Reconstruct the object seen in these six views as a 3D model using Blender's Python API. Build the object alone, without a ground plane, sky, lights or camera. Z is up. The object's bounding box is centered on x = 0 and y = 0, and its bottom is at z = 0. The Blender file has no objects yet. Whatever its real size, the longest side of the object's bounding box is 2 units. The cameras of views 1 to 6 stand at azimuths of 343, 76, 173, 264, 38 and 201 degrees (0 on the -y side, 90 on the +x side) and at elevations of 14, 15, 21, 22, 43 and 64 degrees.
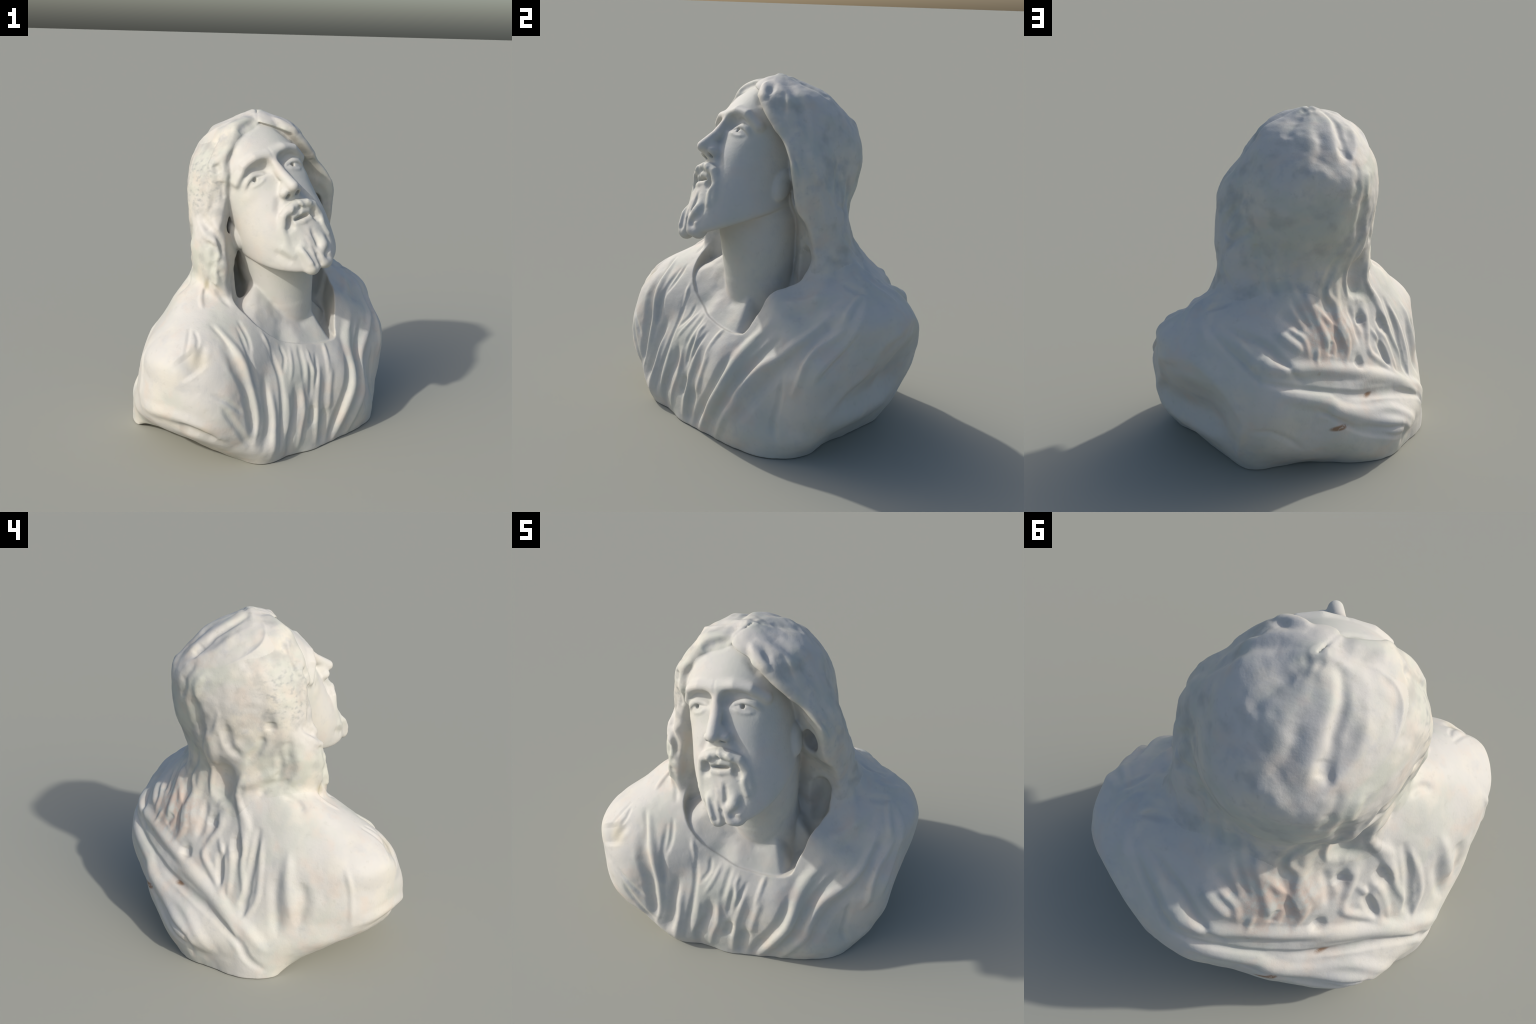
"""Marble bust of a bearded, long-haired man looking up, wearing a tunic and a mantle.

The body is modelled as one smooth implicit surface (lofts, ellipsoids, tapered
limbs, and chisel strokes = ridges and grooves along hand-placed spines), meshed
once and then separated into its anatomical and clothing parts."""
import numpy as np
try:
    import bpy
except ImportError:          # lets the shape be tested outside Blender
    bpy = None

F = np.float32
FINE = 0.0055                # mesh spacing in metres
rng = np.random.default_rng(7)


# ------------------------------------------------------------------ helpers
def unit(v):
    v = np.asarray(v, float)
    return v / np.linalg.norm(v)


def smin(a, b, k):
    h = np.maximum(k - np.abs(a - b), 0) / k
    return np.minimum(a, b) - h * h * h * k / 6


def smax(a, b, k):
    return -smin(-a, -b, k)


def sstep(a, b, x):
    t = np.clip((x - a) / (b - a), 0, 1)
    return t * t * (3 - 2 * t)


def catmull(xs, ys, x):
    """Smooth interpolation of a profile given by control points."""
    xs, ys = np.asarray(xs, float), np.asarray(ys, float)
    m = np.gradient(ys, xs)
    i = np.clip(np.searchsorted(xs, x) - 1, 0, len(xs) - 2)
    h = xs[i + 1] - xs[i]
    t = np.clip((x - xs[i]) / h, 0, 1)
    t2, t3 = t * t, t * t * t
    return ((2*t3 - 3*t2 + 1) * ys[i] + (t3 - 2*t2 + t) * h * m[i]
            + (3*t2 - 2*t3) * ys[i + 1] + (t3 - t2) * h * m[i + 1])


def spline(pts, n=10):
    """Points along a smooth curve through the control points."""
    p = np.asarray(pts, float)
    if len(p) < 3:
        return np.linspace(p[0], p[-1], n + 1)
    s = np.arange(len(p))
    q = np.linspace(0, len(p) - 1, (len(p) - 1) * n + 1)
    return np.stack([catmull(s, p[:, k], q) for k in range(p.shape[1])], 1)


def ellipsoid(P, c, r):
    q = (P - np.asarray(c, F)) / np.asarray(r, F)
    k0 = np.sqrt((q * q).sum(-1)) + 1e-6
    k1 = np.sqrt(((q / np.asarray(r, F)) ** 2).sum(-1)) + 1e-6
    return k0 * (k0 - 1) / k1


def limb(P, pts, flat=None):
    """Union of tapered capsules through (x, y, z, radius) points."""
    d = np.full(P.shape[0], 9, F)
    for a, b in zip(pts[:-1], pts[1:]):
        a, b = np.asarray(a, F), np.asarray(b, F)
        v = b[:3] - a[:3]
        w = P - a[:3]
        t = np.clip((w @ v) / (v @ v), 0, 1)
        w -= t[:, None] * v
        d = np.minimum(d, np.sqrt((w * w).sum(-1)) - (a[3] + t * (b[3] - a[3])))
    return d


class Loft:
    """Closed cross-sections given as radii round an axis, at several heights."""

    def __init__(self, zs, rows, cx, cy):
        rows = np.asarray(rows, float) / 1000
        n = rows.shape[1]
        self.z0, self.z1 = zs[0], zs[-1]
        zz = np.linspace(zs[0], zs[-1], 241)
        tab = np.stack([catmull(zs, rows[:, k], zz) for k in range(n)], 1)
        ang = np.arange(-3, n + 3) * 360 / n
        wide = np.concatenate([tab[:, -3:], tab, tab[:, :3]], 1)
        a = np.arange(0, 361) * 1.0
        self.tab = np.stack([catmull(ang, row, a) for row in wide]).astype(F)
        self.dz = np.gradient(self.tab, zz[1] - zz[0], axis=0).astype(F)
        self.da = np.gradient(self.tab, np.radians(1), axis=1).astype(F)
        self.cx, self.cy = np.interp(zz, zs, cx).astype(F), np.interp(zz, zs, cy).astype(F)

    def look(self, tab, fz, fa):
        i, j = np.minimum(fz.astype(int), 239), np.minimum(fa.astype(int), 359)
        u, v = fz - i, fa - j
        return ((tab[i, j] * (1 - v) + tab[i, j + 1] * v) * (1 - u)
                + (tab[i + 1, j] * (1 - v) + tab[i + 1, j + 1] * v) * u)

    def index(self, x, y, z):
        fz = np.clip((z - self.z0) / (self.z1 - self.z0), 0, 1) * 240
        i = np.minimum(fz.astype(int), 240)
        x, y = x - self.cx[i], y - self.cy[i]
        fa = np.degrees(np.arctan2(x, -y)) % 360
        return fz, fa, np.sqrt(x * x + y * y)

    def dist(self, P):
        fz, fa, r = self.index(P[:, 0], P[:, 1], P[:, 2])
        R, Rz, Ra = (self.look(t, fz, fa) for t in (self.tab, self.dz, self.da))
        d = (r - R) / np.sqrt(1 + Rz * Rz + (Ra / np.maximum(R, .05)) ** 2)
        return np.maximum(np.maximum(d, P[:, 2] - self.z1), self.z0 - P[:, 2])

    def point(self, az, z, out=0.0):
        """A point of the surface at this azimuth (degrees) and height."""
        fz = np.array([np.clip((z - self.z0) / (self.z1 - self.z0), 0, 1) * 240])
        R = float(self.look(self.tab, fz, np.array([az % 360.0]))[0]) + out
        i = int(fz[0])
        a = np.radians(az)
        return [self.cx[i] + R * np.sin(a), self.cy[i] - R * np.cos(a), z]


# ------------------------------------------------------------------ the head's own frame
# X to his left, Y forward out of the face, Z up the face; origin between the eyes.
HX = unit((.260, .074, .076))
HZ = np.array((-.237, .270, .540))
HZ = unit(HZ - HX * (HZ @ HX))
HY = np.cross(HX, HZ)
HO = np.array((-.037, -.296, 1.667))
HM = np.stack([HX, HY, HZ])


def to_head(P):
    return (P - HO.astype(F)) @ HM.T.astype(F)


def from_head(p):
    return HO + np.asarray(p, float) @ HM


# ------------------------------------------------------------------ torso
TORSO = Loft(
    [0, .1, .2, .35, .5, .65, .8, .95, 1.1],
    # azimuth 0 is the front (-y); every 15 degrees towards +x
    [[640, 620, 600, 618, 685, 748, 728, 616, 604, 615, 655, 575, 530, 560, 650, 735, 755, 815, 795, 620, 585, 615, 665, 735],
     [660, 615, 605, 638, 705, 755, 800, 708, 682, 685, 718, 665, 635, 650, 720, 765, 768, 815, 815, 780, 738, 758, 805, 785],
     [655, 605, 600, 645, 705, 730, 828, 812, 764, 745, 760, 745, 705, 712, 745, 788, 785, 803, 825, 870, 890, 905, 895, 772],
     [625, 580, 575, 632, 672, 708, 852, 812, 752, 718, 820, 805, 740, 730, 695, 690, 688, 715, 772, 870, 965, 985, 935, 728],
     [575, 545, 535, 575, 595, 700, 856, 862, 844, 795, 855, 830, 742, 672, 622, 605, 602, 652, 738, 850, 960, 996, 900, 652],
     [455, 440, 425, 450, 496, 628, 790, 865, 905, 890, 850, 790, 675, 602, 557, 535, 540, 588, 682, 795, 942, 972, 805, 580],
     [350, 305, 285, 335, 400, 540, 615, 815, 892, 840, 740, 690, 605, 545, 500, 462, 465, 515, 592, 682, 775, 785, 590, 440],
     [240, 210, 200, 230, 300, 360, 402, 545, 688, 620, 570, 540, 500, 440, 395, 375, 380, 435, 488, 565, 590, 462, 358, 280],
     [150, 150, 150, 160, 190, 220, 250, 300, 330, 340, 390, 380, 370, 360, 300, 290, 290, 330, 330, 330, 260, 220, 180, 160]],
    [0] * 9, [0] * 9)

# hair mass: sections round an axis that leans back with the head
HAIR = Loft(
    [.80, .95, 1.10, 1.25, 1.40, 1.55, 1.70, 1.82, 1.91, 1.97, 2.00],
    [[430, 430, 430, 440, 440, 440, 440, 460, 500, 520, 520, 500, 480, 470, 400, 390, 390, 440, 460, 540, 560, 500, 450, 440],
     [430, 430, 430, 440, 450, 450, 460, 550, 570, 550, 490, 480, 430, 400, 375, 365, 370, 420, 435, 490, 508, 545, 470, 430],
     [430, 430, 430, 440, 450, 450, 475, 512, 542, 465, 425, 390, 385, 380, 365, 355, 362, 410, 424, 465, 530, 545, 450, 430],
     [440, 440, 440, 445, 450, 448, 468, 513, 503, 420, 396, 396, 400, 385, 395, 405, 415, 424, 440, 480, 545, 530, 470, 440],
     [440, 440, 440, 445, 448, 448, 484, 505, 456, 430, 427, 436, 445, 446, 432, 430, 430, 428, 440, 488, 496, 456, 450, 440],
     [440, 440, 440, 440, 446, 464, 494, 470, 425, 440, 450, 458, 450, 452, 450, 436, 426, 424, 432, 468, 468, 426, 440, 440],
     [380, 380, 370, 362, 370, 365, 390, 388, 375, 385, 396, 412, 425, 435, 430, 410, 395, 394, 404, 422, 428, 426, 400, 380],
     [290, 290, 290, 285, 290, 290, 305, 315, 325, 315, 310, 315, 326, 325, 318, 318, 322, 328, 324, 331, 346, 338, 306, 290],
     [190, 188, 196, 216, 219, 220, 226, 236, 226, 218, 215, 220, 226, 212, 205, 208, 224, 232, 243, 247, 266, 255, 226, 200],
     [112, 116, 116, 110, 100, 96, 92, 98, 92, 80, 74, 77, 88, 92, 100, 98, 92, 92, 106, 96, 84, 82, 90, 104],
     [30] * 24],
    [-.02, -.02, -.02, -.02, -.03, -.05, -.05, -.05, -.05, -.06, -.06],
    [.05, .03, .02, .03, .03, .03, .04, .03, .02, .01, .01])

HOLLOWS = [((.36, .01, .94), (.075, .13, .17)), ((.33, .02, 1.40), (.055, .07, .075)), ((-.30, -.12, 1.33), (.06, .12, .12)),
           ((-.22, -.15, 1.00), (.07, .14, .17))]

# where the curtain of hair parts in front: height, azimuth of its left and right edge
OPEN_Z = [.80, .90, 1.00, 1.10, 1.22, 1.30, 1.45, 1.60, 1.67, 1.73, 1.77, 1.81, 1.85, 1.88, 1.92, 1.94]
OPEN_L = [92, 94, 97, 97, 93, 86, 83, 80, 75, 66, 60, 53, 45, 36, 5, -20]
OPEN_R = [-36, -36, -38, -40, -43, -45, -43, -39, -39, -40, -40, -39, -37, -30, -15, -10]

FACE_Z = [-.70, -.63, -.55, -.45, -.32, -.20, 0, .10, .20, .30, .40]
FACE_W = [.14, .190, .232, .258, .272, .275, .29, .29, .275, .25, .20]
FACE_F = [-.03, .010, .030, .040, .052, .045, .035, .052, .028, -.024, -.11]


def face(Q):
    """Face block: superelliptic sections from the beard's tip to the crown."""
    x, y, z = Q[:, 0], Q[:, 1], Q[:, 2]
    w = catmull(FACE_Z, FACE_W, z).astype(F)
    a = catmull(FACE_Z, FACE_F, z).astype(F) + .26
    yy = y + .26
    b = np.where(yy > 0, a, .25)
    k0 = ((np.abs(x) / w) ** 2.3 + (np.abs(yy) / b) ** 2.3 + 1e-9) ** (1 / 2.3)
    d = (k0 - 1) * np.minimum(w, b) * .95
    d = np.maximum(d, np.maximum(z - .40, -.70 - z))
    # underside of the jaw: from the jaw's angle forward to the tip of the beard
    n = np.array((0, -.659, -.752), F)
    jaw = (Q - np.array((0, -.28, -.410), F)) @ n
    return smax(d, jaw, .06)


def sculpture(P, full=True):
    """Signed distance to the sculpture and the distances of its components."""
    Q = to_head(P)
    S = Q.copy()
    S[:, 0] = np.abs(S[:, 0])
    parts = {}

    torso = TORSO.dist(P)
    neck = limb(P, [(.10, -.06, .55, .22), (.08, -.12, .85, .205), (.035, -.115, 1.2, .250)])
    # neckline scooped out of the cloth
    low = P.copy()
    low[:, 2] = np.minimum(low[:, 2], .87)
    scoop = ellipsoid(low, (.20, -.26, .87), (.53, .335, .287))
    # ... as far as the mantle's roll on one side and the hair on the other
    scoop = smax(scoop, P[:, 0] - .405 - .16 * np.maximum(P[:, 2] - .62, 0), .03)
    parts['scoop'] = scoop
    az = np.degrees(np.arctan2(P[:, 0], -P[:, 1]))
    inset = .018 + .155 * sstep(46, 74, az) + .10 * sstep(-20, -55, az)
    cloth = smin(smax(torso, -scoop, .012), torso + inset, .01)

    # face
    fc = face(Q)
    nose = limb(S, [(0, .024, .075, .030), (0, .066, -.05, .031), (0, .118, -.148, .032)])
    nose = smin(nose, ellipsoid(S, (0, .062, -.140), (.052, .050, .050)), .03)
    nose = smin(nose, ellipsoid(S, (.046, .060, -.160), (.028, .040, .026)), .02)
    fc = smin(fc, nose, .05)
    brow = limb(S, [(.02, .034, .090, .030), (.10, .036, .100, .028), (.18, .008, .082, .028), (.235, -.06, .03, .03)])
    fc = smin(fc, brow, .04)
    socket = smin(ellipsoid(S, (.115, .056, .026), (.085, .056, .046)), ellipsoid(S, (.068, .045, .030), (.036, .042, .042)), .03)
    fc = smax(fc, -socket, .03)
    ball = ellipsoid(S, (.134, -.062, -.002), (.082, .064, .064))
    parts['eye'] = ball
    fc = smin(fc, ball, .02)
    fc = smin(fc, limb(S, [(.09, -.045, -.065, .038), (.17, -.075, -.075, .045)]), .05)
    pupil = np.minimum(ellipsoid(Q, (-.144, .000, -.008), (.012, .020, .016)),
                       ellipsoid(Q, (.128, .000, -.008), (.012, .020, .016)))
    fc = smax(fc, -pupil, .008)

    # beard and moustache
    moustache = limb(S, [(.010, .056, -.246, .027), (.06, .054, -.258, .029), (.105, .037, -.280, .029),
                         (.130, .008, -.335, .026), (.138, -.012, -.43, .024), (.13, -.03, -.50, .02)])
    lip = limb(S, [(0, .042, -.350, .018), (.05, .034, -.347, .015)])
    locks = limb(Q, [(-.045, .006, -.42, .03), (-.070, .008, -.52, .038), (-.062, -.006, -.612, .044)])
    locks = smin(locks, limb(Q, [(.045, .004, -.42, .03), (.062, .000, -.52, .042), (.046, -.030, -.606, .044)]), .008)
    locks = smin(locks, limb(Q, [(0, .026, -.40, .016), (-.004, .026, -.50, .016), (-.010, .008, -.585, .014)]), .008)
    beard = smin(moustache, locks, .02)
    parts['beard'] = beard
    mouth = ellipsoid(Q, (.0, .060, -.324), (.060, .045, .013))
    corner = ellipsoid(S, (.086, .055, -.340), (.024, .030, .040))
    upper = limb(S, [(0, .044, -.290, .026), (.055, .034, -.296, .022)])
    fc = smin(fc, smin(beard, upper, .02), .025)
    fc = smax(fc, -mouth, .015)
    fc = smax(fc, -corner, .02)
    fc = smin(fc, lip, .015)
    nostril = limb(S, [(.030, .092, -.196, .015), (.034, .060, -.178, .016)])
    fc = smax(fc, -nostril, .006)
    ear = ellipsoid(S, (.275, -.30, -.215), (.036, .055, .095))
    fc = smin(fc, ear, .02)

    # hair: the mass opened in front for the face and the throat
    hair = HAIR.dist(P)
    i = np.clip((P[:, 2] - HAIR.z0) / (HAIR.z1 - HAIR.z0), 0, 1) * 240
    i = i.astype(int)
    x, y = P[:, 0] - HAIR.cx[i], P[:, 1] - HAIR.cy[i]
    r = np.sqrt(x * x + y * y)
    az = np.arctan2(x, -y)
    left = catmull(OPEN_Z, np.radians(OPEN_L), P[:, 2]).astype(F)
    right = catmull(OPEN_Z, np.radians(OPEN_R), P[:, 2]).astype(F)
    opening = np.maximum(az - left, right - az) * np.minimum(r, .5)
    hair = smax(hair, -opening, .035)
    parts['hair'] = hair

    parts['tunic'] = cloth
    parts['neck'] = neck
    parts['face'] = fc
    d = smin(cloth, hair, .07)
    # hollows undercut between the locks, the ear and the neck
    for c, r in HOLLOWS:
        d = smax(d, -ellipsoid(P, c, r), .03)
    d = smin(d, neck, .025)
    d = smin(d, fc, .02)
    parts['ear'] = ear
    if full:
        near = np.nonzero(np.abs(d) < .08)[0]
        p = P[near]
        on_hair = sstep(.02, -.01, hair[near])
        on_cloth = sstep(.02, -.01, torso[near]) * (1 - on_hair)
        d[near] += lumps(p, .085) * (.0050 * on_hair + .0035 * on_cloth) + lumps(p + 3.3, .038) * (.0030 * on_hair + .0016 * on_cloth)
        d = chisel(P, d)
    # the block is undercut below the right arm
    d = smax(d, -ellipsoid(P, (-.74, -.14, -.02), (.13, .16, .060)), .03)
    d = np.maximum(d, -P[:, 2])
    return d.astype(F), parts


# ------------------------------------------------------------------ chisel strokes
STROKES = []


def ridge(width, amp, pts):
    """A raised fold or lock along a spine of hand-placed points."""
    width, amp = width * 1.22, amp * 1.4
    amp = float(np.clip(amp, -.7 * width, .7 * width))
    STROKES.append([spline(pts, 3).astype(F), width, amp])


def groove(width, amp, pts):
    ridge(width, -amp, pts)


def on_head(pts):
    return [from_head(p) for p in pts]


def settle_strokes():
    """Lay every spine onto the plain surface."""
    p = np.concatenate([q[0] for q in STROKES])
    for it in range(3):
        d = sculpture(p, full=False)[0]
        G = np.empty_like(p)
        for k in range(3):
            e = np.zeros(3, F); e[k] = .004
            G[:, k] = (sculpture(p + e, full=False)[0] - sculpture(p - e, full=False)[0]) / .008
        step = np.clip(d / np.maximum((G * G).sum(1), .3), -.03, .03)
        p = p - G * step[:, None]
    i = 0
    for q in STROKES:
        q[0] = p[i:i + len(q[0])]
        i += len(q[0])


CREST = .12              # how rounded the crest of a fold is


def chisel(P, d):
    bottom, top = P.min(0), P.max(0)
    x, y, z = (np.ascontiguousarray(P[:, k]) for k in range(3))
    close = np.abs(d) < .09
    for p, width, amp in STROKES:
        lo, hi = p.min(0) - width, p.max(0) + width
        if (lo > top).any() or (hi < bottom).any():
            continue
        m = np.nonzero((x >= lo[0]) & (x <= hi[0]) & (y >= lo[1]) & (y <= hi[1]) & (z >= lo[2]) & (z <= hi[2]) & close)[0]
        if not len(m):
            continue
        A = P[m]
        best = np.full(len(m), 9, F)
        where = np.zeros(len(m), F)
        for k in range(len(p) - 1):
            v = p[k + 1] - p[k]
            w = A - p[k]
            t = np.clip((w @ v) / max(float(v @ v), 1e-9), 0, 1)
            w -= t[:, None] * v
            e = w[:, 0] ** 2 + w[:, 1] ** 2 + w[:, 2] ** 2
            c = e < best
            best[c] = e[c]
            where[c] = ((k + t) / (len(p) - 1))[c]
        q = np.sqrt(best) / width
        g = np.clip(1 + CREST - np.sqrt(q * q + CREST * CREST), 0, 1) ** 2
        d[m] -= amp * g * np.clip(4 * np.minimum(where, 1 - where) + .25, 0, 1)
    return d


LATTICE = np.random.default_rng(3).uniform(-1, 1, (32, 32, 32)).astype(F)


def lumps(P, size):
    """Smooth lattice noise."""
    q = P / size
    i = np.floor(q).astype(int)
    t = q - i
    t = (t * t * (3 - 2 * t)).astype(F)
    out = np.zeros(len(P), F)
    for a in (0, 1):
        for b in (0, 1):
            for c in (0, 1):
                w = ((t[:, 0] if a else 1 - t[:, 0]) * (t[:, 1] if b else 1 - t[:, 1]) * (t[:, 2] if c else 1 - t[:, 2]))
                out += w * LATTICE[(i[:, 0] + a) & 31, (i[:, 1] + b) & 31, (i[:, 2] + c) & 31]
    return out


# ---- face
for side in (-1, 1):
    # eyelids, the crease above them, and the fold beside the nose
    ridge(.021, .015, on_head([(side * .066, -.004, -.014), (side * .09, .012, .010), (side * .135, .014, .018),
                               (side * .18, -.012, .002), (side * .21, -.040, -.034)]))
    groove(.016, .008, on_head([(side * .09, .02, .042), (side * .14, .018, .046), (side * .19, -.010, .028)]))
    ridge(.014, .005, on_head([(side * .08, -.004, -.032), (side * .13, .004, -.044), (side * .18, -.012, -.044)]))
    groove(.030, .008, on_head([(side * .062, .045, -.150), (side * .095, .035, -.200), (side * .125, .020, -.250)]))
    groove(.010, .009, on_head([(side * .074, .000, -.020), (side * .10, .008, -.006), (side * .135, .010, .001),
                                (side * .172, -.010, -.012), (side * .198, -.030, -.038)]))
# locks of the beard
groove(.018, .013, [(.137, -.507, 1.343), (.151, -.519, 1.313), (.162, -.531, 1.282), (.164, -.544, 1.257)])
groove(.022, .016, [(.072, -.558, 1.260), (.099, -.575, 1.233), (.126, -.590, 1.189), (.147, -.603, 1.141)])
groove(.018, .012, [(.147, -.560, 1.225), (.166, -.569, 1.197), (.182, -.572, 1.146)])
ridge(.020, .008, [(.096, -.522, 1.322), (.116, -.538, 1.284), (.123, -.556, 1.241), (.146, -.571, 1.196)])
ridge(.035, .012, [(.031, -.539, 1.259), (.066, -.572, 1.235), (.099, -.592, 1.190), (.128, -.606, 1.155)])
ridge(.035, .012, [(.204, -.507, 1.311), (.201, -.539, 1.265), (.181, -.555, 1.218), (.204, -.565, 1.169), (.237, -.559, 1.150)])
groove(.022, .014, [(.240, -.490, 1.296), (.247, -.522, 1.255), (.218, -.552, 1.210), (.249, -.545, 1.189)])
ridge(.020, .012, [(.221, -.443, 1.410), (.225, -.456, 1.372), (.248, -.466, 1.328), (.266, -.468, 1.303)])
# strands of the moustache and the corners of the mouth
ridge(.018, .007, [(.023, -.481, 1.491), (.015, -.496, 1.448)])
ridge(.018, .007, [(.068, -.462, 1.515), (.091, -.472, 1.481)])
ridge(.022, .008, [(.114, -.456, 1.517), (.153, -.453, 1.492)])
groove(.024, .018, [(.156, -.441, 1.431), (.181, -.446, 1.412), (.199, -.460, 1.388)])
groove(.024, .018, [(.000, -.496, 1.424), (.002, -.486, 1.381), (-.006, -.509, 1.345)])
groove(.014, .010, [(.073, -.472, 1.491), (.073, -.475, 1.468), (.060, -.485, 1.436)])
ridge(.040, .006, [(-.061, -.498, 1.250), (-.012, -.531, 1.228), (.039, -.552, 1.197)])
groove(.040, .006, [(-.085, -.480, 1.220), (-.031, -.519, 1.189), (.014, -.544, 1.166)])

# ---- drapery
# tunic pleats
groove(.050, .036, [(-.399, -.659, .695), (-.350, -.710, .606), (-.304, -.722, .510), (-.280, -.742, .404), (-.261, -.757, .296), (-.254, -.763, .214)])
ridge(.035, .020, [(-.435, -.559, .802), (-.352, -.637, .704), (-.284, -.695, .561), (-.253, -.717, .427), (-.237, -.744, .296), (-.254, -.766, .165)])
groove(.022, .012, [(-.305, -.535, .785), (-.263, -.637, .656), (-.241, -.663, .566), (-.222, -.679, .472)])
groove(.040, .026, [(-.168, -.636, .493), (-.159, -.687, .371), (-.157, -.725, .244), (-.196, -.761, .120)])
ridge(.030, .014, [(-.141, -.643, .451), (-.122, -.696, .299), (-.123, -.721, .203), (-.142, -.731, .042)])
groove(.022, .012, [(-.119, -.528, .678), (-.077, -.566, .559), (-.056, -.620, .442), (-.061, -.674, .284), (-.081, -.711, .084)])
ridge(.030, .010, [(-.019, -.621, .403), (-.019, -.656, .272), (-.035, -.684, .155)])
groove(.034, .020, [(.039, -.596, .416), (.051, -.614, .321), (.022, -.646, .227), (-.004, -.668, .129), (-.011, -.657, .029)])
groove(.022, .010, [(.101, -.457, .623), (.110, -.526, .530), (.107, -.564, .442)])
ridge(.026, .010, [(.089, -.578, .413), (.101, -.602, .274), (.074, -.629, .163), (.054, -.636, .050)])
groove(.036, .026, [(.170, -.571, .277), (.165, -.581, .222), (.152, -.594, .169)])
ridge(.028, .012, [(.226, -.497, .480), (.203, -.548, .316), (.196, -.569, .214), (.189, -.587, .050)])
groove(.022, .010, [(.161, -.505, .533), (.158, -.546, .430), (.151, -.567, .329)])
groove(.040, .020, [(.259, -.536, .239), (.242, -.556, .128), (.235, -.566, .020)])
ridge(.030, .010, [(.316, -.455, .487), (.297, -.504, .328), (.286, -.527, .225)])
groove(.018, .010, [(-.289, -.499, .815), (-.251, -.568, .736), (-.247, -.632, .653)])
ridge(.018, .008, [(-.147, -.500, .742), (-.112, -.532, .664), (-.090, -.558, .586)])
groove(.018, .008, [(-.024, -.482, .641), (-.007, -.523, .581), (-.030, -.578, .517)])
ridge(.018, .007, [(.038, -.471, .618), (.032, -.540, .541), (.009, -.594, .462)])
ridge(.018, .007, [(.160, -.460, .590), (.164, -.495, .543), (.187, -.523, .463)])
groove(.018, .008, [(.215, -.455, .562), (.207, -.506, .485), (.192, -.539, .380)])
ridge(.020, .009, [(.293, -.384, .599), (.297, -.440, .528), (.293, -.481, .439)])
# edge and folds of the mantle
ridge(.045, .036, [(.546, -.178, .707), (.493, -.268, .575), (.489, -.344, .481), (.486, -.433, .327), (.434, -.472, .215), (.336, -.507, .023)])
groove(.040, .030, [(.460, -.374, .486), (.452, -.442, .374), (.407, -.482, .258), (.303, -.528, .057)])
groove(.016, .014, [(.538, -.209, .640), (.493, -.268, .575), (.485, -.322, .508)])
ridge(.034, .034, [(.724, .105, .803), (.735, -.023, .695), (.723, -.088, .644), (.689, -.146, .577), (.623, -.225, .497), (.590, -.286, .421), (.581, -.346, .339), (.582, -.373, .267), (.543, -.413, .183), (.447, -.442, .015)])
groove(.036, .032, [(.637, -.149, .644), (.574, -.256, .509), (.553, -.334, .409), (.537, -.400, .309), (.459, -.453, .124)])
groove(.045, .020, [(.766, .003, .683), (.737, -.123, .551), (.656, -.216, .407), (.630, -.299, .290), (.608, -.362, .172)])
ridge(.026, .014, [(.803, .163, .746), (.800, .102, .700), (.798, .017, .655), (.808, -.046, .573), (.816, -.069, .495), (.791, -.098, .395)])
groove(.040, .014, [(.767, .141, .783), (.765, .064, .721), (.779, -.002, .665), (.783, -.071, .580), (.758, -.124, .483)])
ridge(.040, .012, [(.649, .329, .924), (.777, .281, .828), (.829, .206, .704), (.839, .126, .631), (.854, .045, .560), (.854, -.008, .498)])
groove(.020, .010, [(.823, .261, .764), (.837, .166, .644), (.858, .075, .560), (.863, .014, .484)])
groove(.024, .012, [(.734, -.145, .474), (.720, -.156, .317), (.714, -.176, .213), (.740, -.171, .130)])
ridge(.050, .014, [(.592, .636, .756), (.813, .401, .670), (.809, .306, .508), (.825, .175, .406), (.848, .045, .266)])
ridge(.040, .016, [(.477, .297, 1.041), (.530, .377, .969), (.576, .503, .885), (.557, .583, .833)])
groove(.030, .014, [(.596, .221, .937), (.647, .272, .917), (.690, .324, .896)])
groove(.040, .014, [(.489, .183, 1.056), (.520, .201, .998), (.566, .173, .938)])
ridge(.030, .014, [(.464, .337, 1.019), (.573, .328, .967), (.645, .389, .920), (.676, .500, .850)])
groove(.025, .014, [(.411, .401, .993), (.547, .415, .947), (.566, .498, .890)])
ridge(.026, .012, [(.781, .168, .787), (.728, .231, .855), (.657, .326, .918)])
groove(.040, .018, [(.602, -.086, .771), (.641, .016, .795), (.665, .105, .849), (.662, .210, .892)])
ridge(.036, .014, [(.538, -.087, .824), (.581, .016, .842), (.607, .105, .887)])
# right sleeve
groove(.024, .010, [(-.468, -.541, .820), (-.412, -.596, .764), (-.360, -.665, .678)])
groove(.016, .007, [(-.590, -.529, .807), (-.620, -.612, .749), (-.648, -.664, .700)])
groove(.016, .008, [(-.567, -.561, .798), (-.561, -.612, .762), (-.575, -.653, .725)])
groove(.034, .014, [(-.535, -.644, .736), (-.563, -.693, .686), (-.587, -.729, .632)])
groove(.100, .022, [(-.663, -.657, .699), (-.625, -.709, .654), (-.590, -.742, .602)])
groove(.020, .009, [(-.507, -.785, .490), (-.407, -.793, .432), (-.323, -.776, .355)])
groove(.026, .012, [(-.460, -.805, .416), (-.380, -.800, .299), (-.281, -.768, .149)])
ridge(.050, .018, [(-.848, -.427, .315), (-.772, -.617, .341), (-.674, -.715, .337), (-.570, -.777, .300), (-.453, -.789, .222)])
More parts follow.
